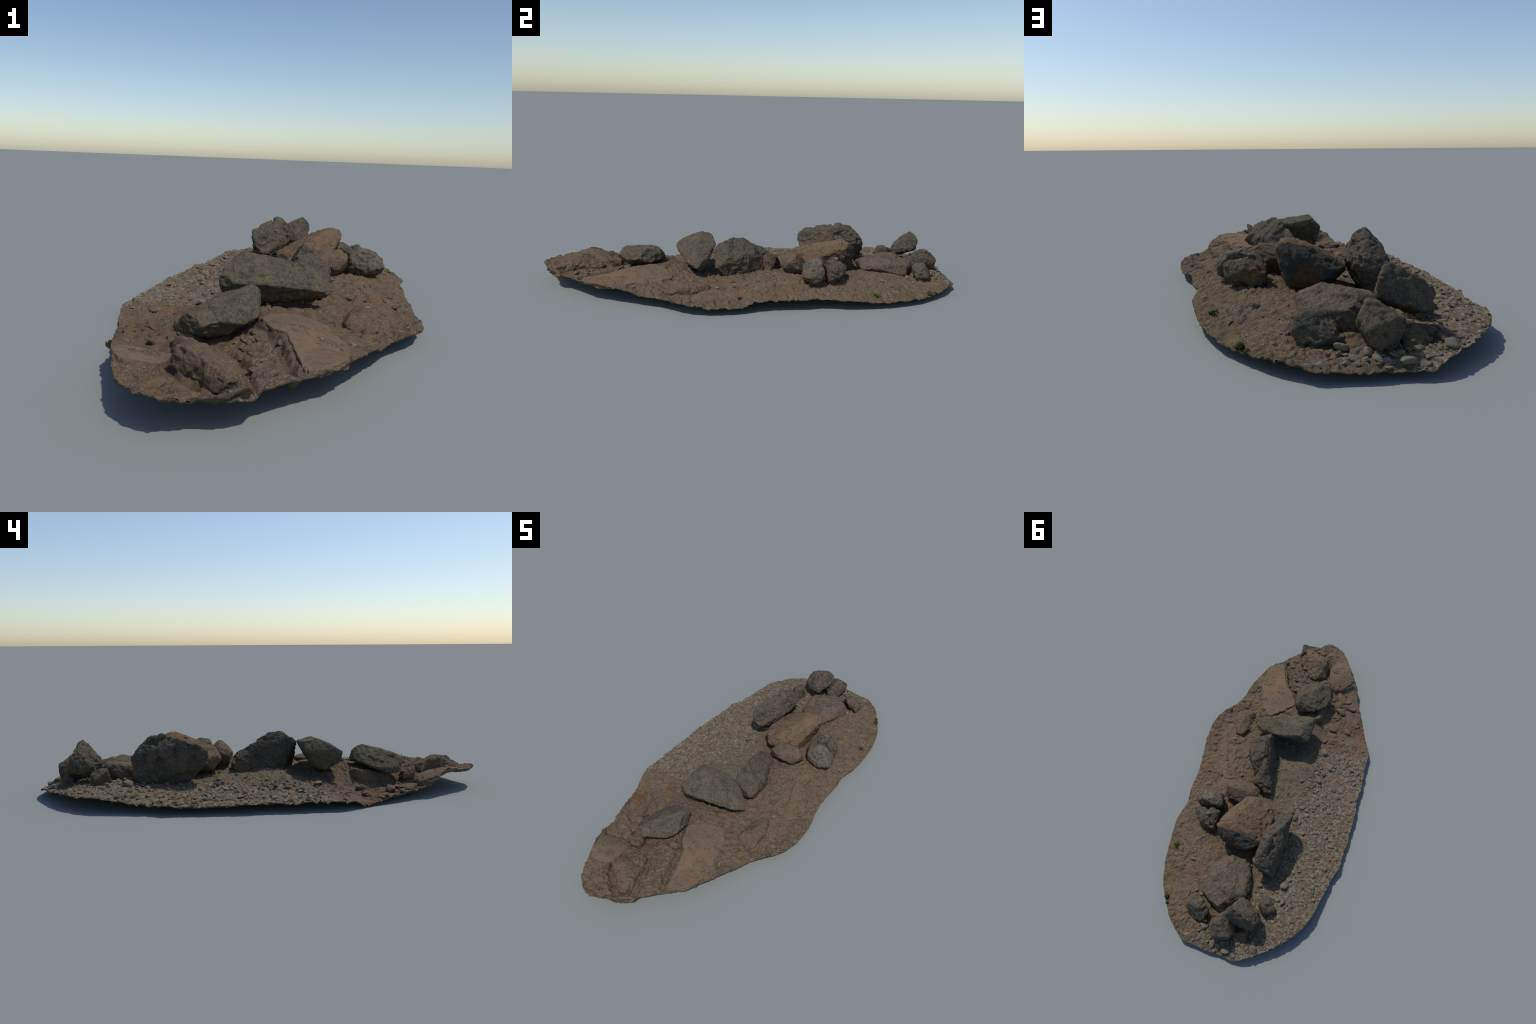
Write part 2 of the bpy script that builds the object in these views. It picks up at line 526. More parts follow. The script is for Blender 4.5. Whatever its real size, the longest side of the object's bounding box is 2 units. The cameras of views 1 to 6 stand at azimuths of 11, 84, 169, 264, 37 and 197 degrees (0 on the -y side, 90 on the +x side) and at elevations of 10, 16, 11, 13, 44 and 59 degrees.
# ------------------------------------------------------------------ boulders
OLIVE = dict(base=(.108, .095, .070), dark=(.050, .047, .041), warm=(.142, .110, .068), pale=(.172, .152, .112))
GREY = dict(base=(.098, .088, .070), dark=(.045, .043, .040), warm=(.140, .102, .066), pale=(.165, .148, .120))
TAN = dict(base=(.165, .116, .072), dark=(.085, .069, .055), warm=(.190, .124, .070), pale=(.215, .158, .102))
PINK = dict(base=(.130, .104, .078), dark=(.070, .062, .052), warm=(.152, .114, .079), pale=(.190, .156, .118))
BROWN = dict(base=(.145, .108, .071), dark=(.072, .062, .051), warm=(.168, .116, .071), pale=(.205, .158, .106))


def tan_back(m, c):
    """the back of the tan boulder is bare dark rock with rust"""
    k = m.axis((.05, .96, -.28), .377, .008, .010, 40)
    dk = m.mix(m.step(m.noise(30, 5, .65, (4, 4, 4), .6), .45, .6), (.050, .048, .042), (.075, .066, .052))
    ru = m.math('MULTIPLY', m.spot((.09, .47, .12), .045, 1.6, 42), .75)
    dk = m.mix(ru, dk, (.130, .070, .030))
    return m.mix(k, c, dk)


def pale_lichen(centres, amt=.6, col=(.205, .190, .155)):
    def f(m, c):
        for ce, r in centres:
            k = m.math('MULTIPLY', m.spot(ce, r, 1.2, 48), m.math('MULTIPLY', m.step(m.noise(75, 5, .7, (6, 1, 2)), .42, .62), amt))
            c = m.mix(k, c, col)
        return c
    return f


def rusty(centres, amt=.6, col=(.165, .082, .034)):
    def f(m, c):
        for ce, r in centres:
            c = m.mix(m.math('MULTIPLY', m.spot(ce, r, 1.3, 40), amt), c, col)
        return c
    return f


# each boulder: corner points of its block, how far its edges are worn, lump size, dents, tone
BOULDERS = [
    dict(name='long_boulder', tone=OLIVE, wear=5, lump=.0045, seed=1, corners=[
        (.001, -.479, .181), (.021, -.498, .176), (-.001, -.441, .173), (.013, -.438, .158), (-.009, -.585, .154), (-.064, -.445, .153),
        (-.105, -.610, .151), (-.128, -.632, .139), (-.125, -.516, .134), (-.150, -.570, .125), (-.086, -.429, .123), (-.037, -.632, .120),
        (.032, -.542, .120), (-.017, -.410, .118), (.009, -.422, .117), (-.085, -.645, .115), (.017, -.580, .113), (-.137, -.476, .105),
        (.021, -.468, .102), (-.022, -.594, .087), (-.159, -.609, .083), (-.168, -.560, .079), (-.104, -.630, .078), (-.055, -.535, .060), (-.089, -.542, .060)]),
    dict(name='leaning_slab_boulder', tone=OLIVE, wear=5, lump=.0045, seed=2, corners=[
        (-.077, -.239, .223), (-.086, -.188, .214), (-.104, -.282, .213), (.073, -.235, .210), (.125, -.263, .199), (.061, -.168, .196),
        (.090, -.297, .189), (-.115, -.327, .187), (.117, -.197, .187), (-.113, -.177, .184), (-.131, -.256, .178), (.153, -.262, .177),
        (-.112, -.354, .169), (.098, -.323, .153), (-.080, -.363, .152), (.160, -.209, .150), (.184, -.231, .144), (.163, -.291, .136),
        (-.117, -.341, .132), (.195, -.248, .127), (-.123, -.310, .113), (.183, -.246, .110), (.135, -.233, .093), (-.094, -.227, .094),
        (-.117, -.265, .086), (-.045, -.304, .079), (.013, -.240, .073), (-.057, -.274, .070)]),
    dict(name='peaked_boulder', tone=dict(GREY, warm=(.125, .090, .056)), wear=4, lump=0.0063, seed=3, extra=rusty([((.10, .04, .12), .04), ((.09, -.02, .19), .03)], .35), corners=[
        (.086, -.088, .243), (.076, -.040, .235), (.115, -.114, .226), (.061, -.012, .216), (.072, -.156, .204), (.113, .011, .197),
        (.080, -.173, .181), (.165, -.113, .180), (.144, .008, .170), (.043, .031, .170), (.050, -.133, .155), (.174, -.078, .152),
        (.077, .055, .149), (.031, .059, .138), (.176, -.139, .137), (.159, -.169, .117), (.107, .057, .111), (.015, .068, .093),
        (.164, -.041, .085), (.132, -.168, .092), (.158, -.096, .055), (.106, .051, .055), (.095, -.136, .045), (.007, -.003, .040), (.037, -.097, .030)]),
    dict(name='tailing_boulder', tone=dict(GREY, warm=(.150, .098, .056)), wear=5, lump=.006, seed=4, corners=[
        (.060, .000, .205), (.030, .010, .070), (.083, .081, .160), (.048, .070, .172), (.076, .109, .150), (.040, .051, .149), (.073, .122, .134), (.032, .148, .107),
        (-.005, .141, .102), (.118, .021, .082), (-.015, .120, .065), (.125, .060, .060), (.120, .100, .055), (.046, .140, .030), (.020, .105, .030)]),
    dict(name='rounded_boulder', crisp=.55, tone=BROWN, wear=9, lump=.0035, seed=5, corners=[
        (.134, .183, .187), (.191, .199, .184), (.121, .203, .182), (.088, .189, .174), (.219, .174, .171), (.099, .146, .160), (.226, .189, .153),
        (.224, .163, .149), (.056, .203, .148), (.054, .147, .143), (.152, .249, .135), (.146, .127, .134), (.084, .247, .131), (.181, .239, .131),
        (.189, .139, .130), (.220, .203, .128), (.045, .160, .128), (.209, .221, .100), (.174, .161, .095), (.058, .155, .091), (.090, .185, .070), (.107, .237, .068)]),
    dict(name='tan_boulder', crisp=.55, tone=TAN, wear=7, lump=.005, seed=6, extra=tan_back, corners=[
        (.129, .410, .236), (.161, .404, .235), (.171, .432, .233), (.171, .451, .228), (.110, .363, .226), (.081, .439, .218), (.157, .476, .206),
        (.181, .441, .204), (.039, .431, .202), (.139, .316, .200), (.171, .385, .194), (.048, .243, .183), (.006, .436, .180), (.096, .237, .172),
        (.051, .218, .172), (.168, .451, .162), (.150, .294, .153), (.005, .207, .149), (-.039, .233, .147), (-.051, .420, .144), (-.060, .357, .142),
        (.010, .495, .141), (-.030, .465, .140), (.104, .220, .138), (.063, .199, .136), (-.061, .296, .135), (.154, .468, .127), (.074, .490, .110),
        (.140, .257, .124), (-.005, .202, .121), (-.058, .256, .110), (.130, .440, .060), (.140, .290, .090), (-.026, .230, .085), (.019, .253, .065), (.110, .323, .055), (.03, .46, .07)]),
    dict(name='pitted_boulder', tone=dict(GREY, pale=(.215, .195, .155)), wear=6, lump=.006, seed=7, crisp=.6,
         extra=pale_lichen([((.28, .23, .15), .05), ((.33, .25, .13), .04), ((.29, .26, .18), .04)], .5), corners=[
        (.262, .285, .189), (.259, .244, .185), (.300, .300, .178), (.227, .245, .168), (.345, .242, .160), (.208, .300, .165), (.335, .300, .150),
        (.347, .270, .157), (.357, .223, .127), (.356, .272, .124), (.249, .213, .118), (.340, .216, .117), (.340, .304, .109), (.294, .208, .109),
        (.228, .231, .104), (.346, .254, .098), (.218, .247, .091), (.260, .235, .078), (.301, .270, .070), (.216, .310, .080), (.262, .304, .066), (.24, .32, .17)]),
    dict(name='pitted_boulder', tone=dict(GREY, pale=(.190, .170, .135)), wear=4, lump=.009, seed=17, crisp=.6,
         extra=rusty([((.27, .42, .10), .04), ((.24, .41, .13), .03)], .45), corners=[
        (.227, .370, .174), (.280, .380, .166), (.250, .345, .172), (.331, .348, .148), (.205, .393, .150), (.273, .412, .142), (.225, .425, .132),
        (.320, .378, .117), (.208, .413, .100), (.236, .408, .088), (.212, .345, .075), (.262, .330, .062), (.336, .340, .105), (.31, .35, .08), (.208, .33, .15)]),
    dict(name='tall_boulder', tone=dict(GREY, base=(.090, .080, .064)), wear=4, lump=0.0075, seed=8, corners=[
        (-.098, .439, .263), (-.075, .467, .259), (-.081, .510, .254), (-.059, .461, .244), (-.154, .344, .235), (-.067, .528, .235), (-.095, .351, .226),
        (-.165, .305, .221), (-.133, .291, .207), (-.166, .360, .207), (-.124, .570, .200), (-.146, .271, .199), (-.045, .484, .197), (-.060, .569, .194),
        (-.068, .355, .177), (-.041, .481, .175), (-.071, .583, .174), (-.162, .420, .170), (-.051, .559, .164), (-.145, .256, .163), (-.052, .411, .155),
        (-.126, .588, .150), (-.120, .266, .143), (-.082, .315, .143), (-.153, .275, .133), (-.131, .587, .116), (-.085, .583, .116), (-.130, .32, .095),
        (-.160, .450, .085), (-.142, .574, .060), (-.10, .40, .05), (-.115, .33, .055), (-.145, .450, .045), (-.115, .565, .045)]),
    dict(name='pointed_boulder', tone=GREY, wear=4, lump=0.0063, seed=9, corners=[
        (-.028, .811, .233), (-.045, .820, .228), (-.032, .775, .202), (-.000, .844, .195), (-.102, .842, .191), (-.132, .814, .177), (-.131, .842, .175),
        (.006, .837, .170), (-.046, .737, .164), (-.145, .826, .153), (-.131, .777, .151), (-.002, .835, .149), (-.138, .851, .145), (-.059, .866, .141),
        (-.057, .733, .138), (-.144, .790, .129), (-.027, .742, .122), (-.104, .866, .118), (-.105, .752, .114), (-.136, .832, .110), (-.141, .795, .105),
        (-.123, .778, .092), (-.103, .779, .090)]),
    dict(name='end_boulder', tone=GREY, wear=5, lump=0.0063, seed=10, corners=[
        (.051, .880, .157), (.024, .890, .154), (.012, .859, .150), (.043, .857, .150), (-.003, .881, .146), (.015, .805, .133), (.008, .920, .130),
        (.057, .913, .125), (.006, .782, .116), (-.030, .919, .118), (.041, .936, .108), (.068, .876, .105), (.066, .861, .089), (.050, .929, .086),
        (-.051, .885, .077), (-.007, .923, .071), (.047, .897, .055), (.015, .763, .050), (.027, .926, .050), (-.017, .902, .034), (-.044, .870, .030)]),
    dict(name='end_boulder', tone=GREY, wear=6, lump=0.0063, seed=11, corners=[
        (.151, .821, .126), (.180, .822, .121), (.141, .840, .111), (.208, .814, .109), (.154, .773, .109), (.118, .800, .107), (.183, .769, .102),
        (.205, .781, .098), (.174, .767, .088), (.213, .831, .085), (.216, .821, .069), (.106, .872, .068), (.212, .772, .066), (.092, .851, .065),
        (.207, .843, .063), (.150, .870, .053), (.107, .848, .045), (.170, .858, .040), (.189, .799, .035), (.144, .828, .032)]),
    dict(name='flat_boulder', crisp=.55, tone=PINK, wear=8, lump=.005, seed=12, corners=[
        (.042, .686, .142), (.079, .642, .140), (.028, .733, .131), (.148, .652, .127), (-.029, .710, .121), (-.039, .662, .119), (.147, .620, .119),
        (.065, .530, .115), (.162, .731, .112), (.136, .583, .112), (.126, .757, .110), (.055, .790, .108), (-.035, .728, .107), (.011, .527, .102),
        (.150, .593, .097), (.114, .778, .092), (-.011, .531, .091), (-.052, .696, .091), (.112, .533, .089), (-.063, .670, .082), (.042, .806, .070),
        (.172, .717, .069), (-.025, .551, .060), (.157, .750, .060), (.052, .799, .032), (-.047, .620, .030), (.10, .58, .05), (.14, .70, .04)]),
    dict(name='small_boulder', tone=GREY, wear=4, lump=0.0050, seed=13, corners=[
        (-.164, .726, .129), (-.171, .689, .127), (-.132, .700, .125), (-.140, .738, .124), (-.125, .724, .120), (-.183, .755, .105), (-.156, .762, .103),
        (-.127, .699, .06), (-.201, .734, .091), (-.144, .760, .05), (-.194, .732, .05), (-.153, .670, .05), (-.12, .74, .05)]),
    dict(name='embedded_boulder', crisp=.55, tone=BROWN, wear=7, lump=.004, seed=14, corners=[
        (.288, -.300, .095), (.275, -.345, .092), (.252, -.352, .083), (.320, -.335, .083), (.246, -.366, .069), (.318, -.235, .077), (.298, -.200, .075),
        (.330, -.275, .072), (.270, -.200, .073), (.250, -.235, .069), (.257, -.381, .057), (.334, -.365, .052), (.240, -.270, .059), (.312, -.392, .049),
        (.328, -.346, .020), (.315, -.210, .020), (.255, -.23, .020), (.25, -.37, .02), (.235, -.31, .057)]),
    dict(name='ledge_boulder', tone=BROWN, wear=4, lump=.005, seed=18, corners=[
        (-.135, -.415, .090), (-.060, -.400, .090), (-.128, -.500, .074), (-.120, -.580, .062), (-.148, -.425, .026), (-.140, -.580, .022),
        (-.030, -.600, .050), (-.020, -.390, .060), (-.150, -.470, .050), (-.05, -.52, .075), (-.110, -.395, .078), (-.09, -.38, .05)]),
    dict(name='small_boulder', tone=GREY, wear=4, lump=.005, seed=19, corners=[
        (-.075, .880, .092), (-.045, .885, .080), (-.100, .885, .082), (-.060, .915, .062), (-.110, .905, .056), (-.035, .910, .040), (-.115, .860, .040),
        (-.05, .855, .04), (-.080, .925, .036), (-.10, .85, .075)]),
    dict(name='small_boulder', tone=GREY, wear=4, lump=.004, seed=20, corners=[
        (-.150, .880, .074), (-.130, .900, .070), (-.168, .890, .062), (-.140, .915, .050), (-.175, .870, .045), (-.125, .870, .045), (-.16, .91, .04), (-.14, .86, .066)]),
    dict(name='small_boulder', tone=BROWN, wear=5, lump=0.0050, seed=15, corners=[
        (-.114, -.698, .096), (-.088, -.700, .092), (-.080, -.688, .082), (-.137, -.670, .084), (-.137, -.638, .078), (-.116, -.632, .074),
        (-.092, -.650, .070), (-.150, -.680, .045), (-.161, -.630, .045), (-.080, -.68, .045), (-.110, -.62, .045)]),
    dict(name='ridge_boulder', tone=BROWN, wear=5, lump=.006, seed=16, corners=[
        (-.061, -.837, .130), (-.040, -.856, .126), (-.035, -.816, .126), (-.080, -.832, .118), (-.073, -.793, .116), (.041, -.903, .106), (.051, -.854, .106),
        (.062, -.905, .100), (-.091, -.828, .096), (-.057, -.731, .095), (.048, -.828, .092), (.033, -.792, .087), (-.034, -.710, .086), (.025, -.905, .070),
        (.003, -.733, .080), (-.012, -.710, .074), (-.104, -.780, .072), (-.009, -.876, .055), (-.048, -.854, .055), (-.093, -.731, .050), (-.055, -.696, .050),
        (.07, -.90, .06), (.04, -.78, .045)]),
]


def hull_mesh(corners):
    bm = bmesh.new()
    vs = [bm.verts.new(c) for c in corners]
    r = bmesh.ops.convex_hull(bm, input=vs)
    junk = [g for g in r['geom_interior'] + r['geom_unused'] if isinstance(g, bmesh.types.BMVert)]
    if junk:
        bmesh.ops.delete(bm, geom=list(set(junk)), context='VERTS')
    bmesh.ops.triangulate(bm, faces=bm.faces[:])
    return bm


def refine(bm, target):
    for _ in range(9):
        es = [e for e in bm.edges if e.calc_length() > target]
        if not es:
            break
        bmesh.ops.subdivide_edges(bm, edges=es, cuts=1, use_grid_fill=False)
        bmesh.ops.triangulate(bm, faces=[f for f in bm.faces if len(f.verts) > 3])


def arrays(bm):
    bm.verts.ensure_lookup_table()
    bm.verts.index_update()
    V = np.array([v.co[:] for v in bm.verts])
    F = np.array([[v.index for v in f.verts] for f in bm.faces])
    return V, F


def vnormals(V, F):
    fn = np.cross(V[F[:, 1]] - V[F[:, 0]], V[F[:, 2]] - V[F[:, 0]])
    vn = np.zeros_like(V)
    for c in range(3):
        np.add.at(vn, F[:, c], fn)
    return vn / (np.linalg.norm(vn, axis=1)[:, None] + 1e-12)


def relax(V, F, n, keep=0.0):
    E = np.unique(np.sort(np.r_[F[:, [0, 1]], F[:, [1, 2]], F[:, [2, 0]]], axis=1), axis=0)
    deg = np.bincount(E.ravel(), minlength=len(V))[:, None]
    for _ in range(n):
        S = np.zeros_like(V)
        np.add.at(S, E[:, 0], V[E[:, 1]])
        np.add.at(S, E[:, 1], V[E[:, 0]])
        V = V * (.4 + keep) + (S / deg) * (.6 - keep)
    return V


def facet(V, F, k, blend, seed):
    """pull a worn block towards a polyhedron of k broad flat faces"""
    fn = np.cross(V[F[:, 1]] - V[F[:, 0]], V[F[:, 2]] - V[F[:, 0]])
    ar = np.linalg.norm(fn, axis=1) + 1e-12
    fn = fn / ar[:, None]
    fc = V[F].mean(1)
    c0 = (fc * ar[:, None]).sum(0) / ar.sum()
    rs = np.random.default_rng(seed)
    nrm = [fn[rs.choice(len(fn), p=ar / ar.sum())]]
    while len(nrm) < k:
        d = (fn @ np.array(nrm).T).max(1)
        w = ar * (1 - d) ** 2
        nrm.append(fn[rs.choice(len(fn), p=w / w.sum())])
    nrm = np.array(nrm)
    for _ in range(12):
        lab = (fn @ nrm.T).argmax(1)
        for i in range(k):
            m = lab == i
            if m.any():
                v = (fn[m] * ar[m, None]).sum(0)
                nrm[i] = v / np.linalg.norm(v)
    h = np.empty(k)
    for i in range(k):
        m = lab == i
        dd = ((fc - c0) * nrm[i]).sum(1)
        h[i] = np.average(dd[m], weights=ar[m]) + .05 * dd[m].std() if m.any() else 9
    r = V - c0
    R = np.linalg.norm(r, axis=1)
    u = r / R[:, None]
    den = u @ nrm.T
    t = np.where(den > 1e-3, h[None] / np.maximum(den, 1e-3), 9).min(1)
    t = np.clip(t, R * .85, R * 1.05)
    return c0 + u * (R * (1 - blend) + t * blend)[:, None]


def build_boulder(spec):
    bm = hull_mesh(spec['corners'])
    size = max(np.ptp(np.array(spec['corners']), axis=0))
    refine(bm, .0075)
    V, F = arrays(bm)
    V = relax(V, F, max(1, spec['wear'] - 3))
    for v, c in zip(bm.verts, V):
        v.co = c
    refine(bm, .0038 if size > .12 else .0030)
    V, F = arrays(bm)
    bm.free()
    V = facet(V, F, spec.get('faces', 15), spec.get('crisp', .8), spec['seed'])
    V = relax(V, F, 1 if spec['wear'] < 7 else 3)
    N = vnormals(V, F)
    s, a = spec['seed'], spec['lump']
    p = V + s * 3.1
    # facets knocked off, then lumps, chipped steps, grain and pits
    w = p + .012 * np.c_[fbm(p, 20, 2, seed=1), fbm(p, 20, 2, seed=2), fbm(p, 20, 2, seed=3)]
    f1, f2 = worley(w, 17, s % 7)
    g1, g2 = worley(w, 46, (s + 3) % 7)
    d = .0008 + a * (.75 * fbm(p, 10, 2, seed=s) + .50 * (.45 - f1))
    d = d + a * .55 * (sstep(-.05, .05, fbm(w * [1, 1, 1.8], 16, 3, seed=s + 2)) - .5)
    d = d + a * .35 * (.45 - g1) + a * .30 * ridged(p, 34, 3, seed=s) + a * .16 * fbm(p, 95, 3, seed=s)
    d = d - a * 1.1 * sstep(.25, .7, fbm(p, 24, 2, seed=s + 5))
    V = V + N * d[:, None]
    mat = rock_material(spec['name'] + '_rock', off=s * 2.3, extra=spec.get('extra'), **spec['tone'])
    return obj_from(spec['name'], V, [tuple(map(int, f)) for f in F], mat, ROOT)


for sp_ in BOULDERS:
    build_boulder(sp_)


# ------------------------------------------------------------------ broken plates of bedrock
def plate(name, outline, lift, thick, mat, sink=None, seed=1, n=420, rings=46):
    """sheet of rock following the ground, with a broken edge of real depth"""
    P = spline_closed([(x, y, 0) for x, y in outline], n)
    a = np.c_[P[:, :2], np.zeros(n)]
    c = P[:, :2].mean(0)
    r = P[:, :2] - c
    r = r * (1 + .05 * fbm(a, 40, 3, seed=seed) + .012 * fbm(a, 130, 2, seed=seed))[:, None]
    t = np.r_[0, .012, .03, np.linspace(.05, .985, rings - 3)]
    X = (c[0] + r[:, None, 0] * (1 - t)).T.ravel()
    Y = (c[1] + r[:, None, 1] * (1 - t)).T.ravel()
    p = np.c_[X, Y, X * 0]
    h = lift(X, Y) if callable(lift) else lift
    z = ground_base(X, Y) + h + .0035 * fbm(p, 11, 4, seed=seed) + .0013 * fbm(p, 60, 3, seed=seed)
    rg = np.repeat(np.arange(len(t)), n)
    z = z - np.where(rg == 0, .0035, np.where(rg == 1, .0012, 0))
    V = np.c_[X, Y, z]
    F = []
    for k in range(len(t) - 1):
        for i in range(n):
            j = (i + 1) % n
            F.append((k * n + i, k * n + j, (k + 1) * n + j, (k + 1) * n + i))
    base = len(V)
    wall = V[:n].copy()
    wall[:, :2] = c + (wall[:, :2] - c) * .985
    wall[:, 2] -= thick
    V = np.r_[V, wall, [[c[0], c[1], z[-1]]]]
    for i in range(n):
        j = (i + 1) % n
        F.append((base + i, base + j, j, i))
        F.append(((len(t) - 1) * n + i, (len(t) - 1) * n + j, len(V) - 1))
    f = np.array(F[0])
    if np.cross(V[f[1]] - V[f[0]], V[f[2]] - V[f[0]])[2] < 0:
        F = [q[::-1] for q in F]
    return obj_from(name, V, F, mat, ROOT)


def slab_material():
    m = Mat('rusty_slab_rock')
    mid = m.noise(32, 6, .65, (2, 1, 3), .6)
    fine = m.noise(140, 5, .7)
    c = m.mix(m.step(m.noise(9, 5, .6, (1, 6, 2), .5), .40, .62), (.148, .111, .075), (.166, .118, .076))
    for ce, r in (((.226, -.662, .07), .055), ((.174, -.60, .07), .05), ((.172, -.53, .07), .05)):
        c = m.mix(m.math('MULTIPLY', m.spot(ce, r, .9, 22, .8), .55), c, (.185, .108, .058))
    c = m.mix(m.math('MULTIPLY', m.step(mid, .45, .30), .5), c, (.078, .062, .052))
    c = m.mix(m.math('MULTIPLY', m.step(m.noise(85, 5, .7, (2, 9, 8)), .57, .70), .4), c, (.215, .155, .100))
    vv = m.math('ABSOLUTE', m.math('SUBTRACT', m.noise(13, 5, .6, (4, 9, 3), 1.4), .5))
    c = m.mix(m.math('MULTIPLY', m.step(vv, .022, 0), .5), c, (.06, .048, .04))
    c = m.mix(m.math('MULTIPLY', m.step(fine, .44, .28), .5), c, (.055, .044, .036))
    return m.finish(c, [(mid, .4, .004), (fine, .5, .002)])


SLABM = slab_material()
SLAB = [(.188, -.770), (.150, -.690), (.123, -.620), (.105, -.585), (.063, -.547), (.039, -.500), (.028, -.462), (.080, -.412),
        (.114, -.384), (.160, -.371), (.214, -.437), (.235, -.505), (.262, -.585), (.266, -.672), (.250, -.718)]
plate('stone_slab', SLAB, lambda x, y: .012 - .075 * np.clip((x + .42 * (y + .5)) - .15, 0, 1), .016, SLABM, seed=2)
TILT = [(-.222, -.835), (-.245, -.785), (-.258, -.735), (-.240, -.712), (-.213, -.690), (-.175, -.680), (-.140, -.700), (-.115, -.760),
        (-.115, -.820), (-.150, -.850), (-.190, -.860)]
plate('tilted_plate', TILT, .007, .014, SLABM, seed=5)

# ------------------------------------------------------------------ loose stones
PEB_SHAPES = []
for k in range(10):
    rs = np.random.default_rng(40 + k)
    q = rs.normal(size=(15 if k < 5 else 11, 3))
    q /= np.linalg.norm(q, axis=1)[:, None]
    q = q * rs.uniform(.85, 1.1, size=(len(q), 1)) * np.array([1.25, .95, .66])
    bm = hull_mesh([tuple(v) for v in q])
    if k < 5:
        # worn, chipped corners
        refine(bm, .42)
        V, F = arrays(bm)
        V = relax(V, F, 1)
        V = V * (1.04 + .06 * fbm(V + k * 5, 2.4, 2))[:, None]
    else:
        V, F = arrays(bm)
    bm.free()
    PEB_SHAPES.append((V, F))


def pebble_material(name, stops):
    m = Mat(name, True)
    info = m.n('ShaderNodeObjectInfo').outputs['Random']
    isl = m.n('ShaderNodeNewGeometry').outputs['Random Per Island']
    rnd = m.math('FRACT', m.math('ADD', info, isl))
    c = m.ramp(rnd, stops)
    fine = m.noise(200, 5, .7)
    mid = m.noise(60, 4, .6)
    c = m.mix(m.math('MULTIPLY', m.step(mid, .55, .70), .4), c, (.165, .120, .075))
    c = m.mix(m.math('MULTIPLY', m.step(fine, .46, .28), .55), c, (.055, .048, .038))
    return m.finish(c, [(fine, .5, .002)])


PEBM = pebble_material('gravel_stone', [(0, (.105, .092, .070)), (.14, (.190, .142, .090)), (.28, (.158, .143, .110)), (.42, (.200, .158, .106)),
                                        (.56, (.145, .108, .070)), (.70, (.200, .186, .150)), (.80, (.185, .120, .066)), (.90, (.150, .143, .125)), (1.0, (.130, .114, .086))])
PEB_MESH = []
for k, (V, F) in enumerate(PEB_SHAPES[:5]):
    me = bpy.data.meshes.new('pebble')
    me.from_pydata([tuple(v) for v in V], [], [tuple(map(int, f)) for f in F])
    me.polygons.foreach_set('use_smooth', [False] * len(me.polygons))
    me.materials.append(PEBM)
    PEB_MESH.append(me)

# stones that can be told apart: x, y, radius
MARKED = [(.270, .590, .012), (.106, .883, .019), (-.026, .966, .020), (.232, .757, .012), (-.228, -.031, .014), (-.276, -.137, .021),
          (-.241, -.084, .015), (.179, .071, .008), (.075, .905, .012), (.045, .955, .014), (.020, .95, .011), (-.10, .60, .016),
          (.30, -.165, .010), (.21, .28, .012), (-.215, -.22, .018), (-.20, -.30, .014), (.145, .90, .008), (.13, -.20, .009), (.015, -.30, .012),
          (-.16, .22, .016), (-.19, .24, .013), (-.02, .545, .011), (-.21, .60, .022), (-.22, .68, .018), (.17, .745, .010), (.20, .73, .009), (-.15, .93, .018)]
SPEC = [(x, y, r, 1) for x, y, r in MARKED]
EMBED_ZONES = [((-.30, -.40), (.10, .13), 40, .013), ((.06, -.70), (.05, .10), 34, .013), ((-.12, -.93), (.08, .05), 16, .014), ((-.24, -.60), (.07, .08), 16, .017), ((.33, .05), (.09, .12), 22, .013), ((.30, .75), (.07, .12), 12, .010), ((.20, -.15), (.12, .12), 18, .009)]
PERCHED = [(.251, .372, .179, .012), (-.035, .515, .085, .022), (.185, -.07, .09, .006)]

# gravel: many stones, size falling off steeply
cand = []
tries = 0
cell = {}
while len(cand) < 2900 and tries < 60000:
    tries += 1
    x, y = RNG.uniform(-.47, .12), RNG.uniform(-.34, 1.0)
    cand.append((x, y, float(np.clip(.0052 * math.exp(RNG.normal() * .42), .0034, .017))))
cand = np.array(cand)
rimpoly = [(a[0], a[1]) for a in RIM]
ins = signed_dist(cand[:, 0], cand[:, 1], rimpoly)
gdist = signed_dist(cand[:, 0], cand[:, 1], GRAVEL)
keep = (ins > cand[:, 2] * .4) & (gdist > -.02)
keep &= ~((gdist < .03) & (RNG.random(len(cand)) < .35))
cand = cand[keep]
cand = cand[np.argsort(-cand[:, 2])]
placed = []
grid = {}
for x, y, r in cand:
    gi, gj = int(x // .03), int(y // .03)
    ok = True
    for di in (-1, 0, 1):
        for dj in (-1, 0, 1):
            for (px, py, pr) in grid.get((gi + di, gj + dj), ()):
                if (px - x) ** 2 + (py - y) ** 2 < (.72 * (pr + r)) ** 2:
                    ok = False
    if ok:
        grid.setdefault((gi, gj), []).append((x, y, r))
        placed.append((x, y, r))
# sparse grit elsewhere on the bedrock
for _ in range(420):
    x, y = RNG.uniform(-.45, .46), RNG.uniform(-.98, .98)
    r = float(np.clip(.0032 * math.exp(RNG.normal() * .4), .002, .009))
    if signed_dist(np.array([x]), np.array([y]), rimpoly)[0] > .012:
        placed.append((x, y, r))
for _ in range(260):
    x, y = RNG.uniform(-.19, .03), RNG.uniform(-.24, .20)
    r = float(np.clip(.0036 * math.exp(RNG.normal() * .45), .002, .010))
    if signed_dist(np.array([x]), np.array([y]), SAND)[0] > -.01:
        placed.append((x, y, r))
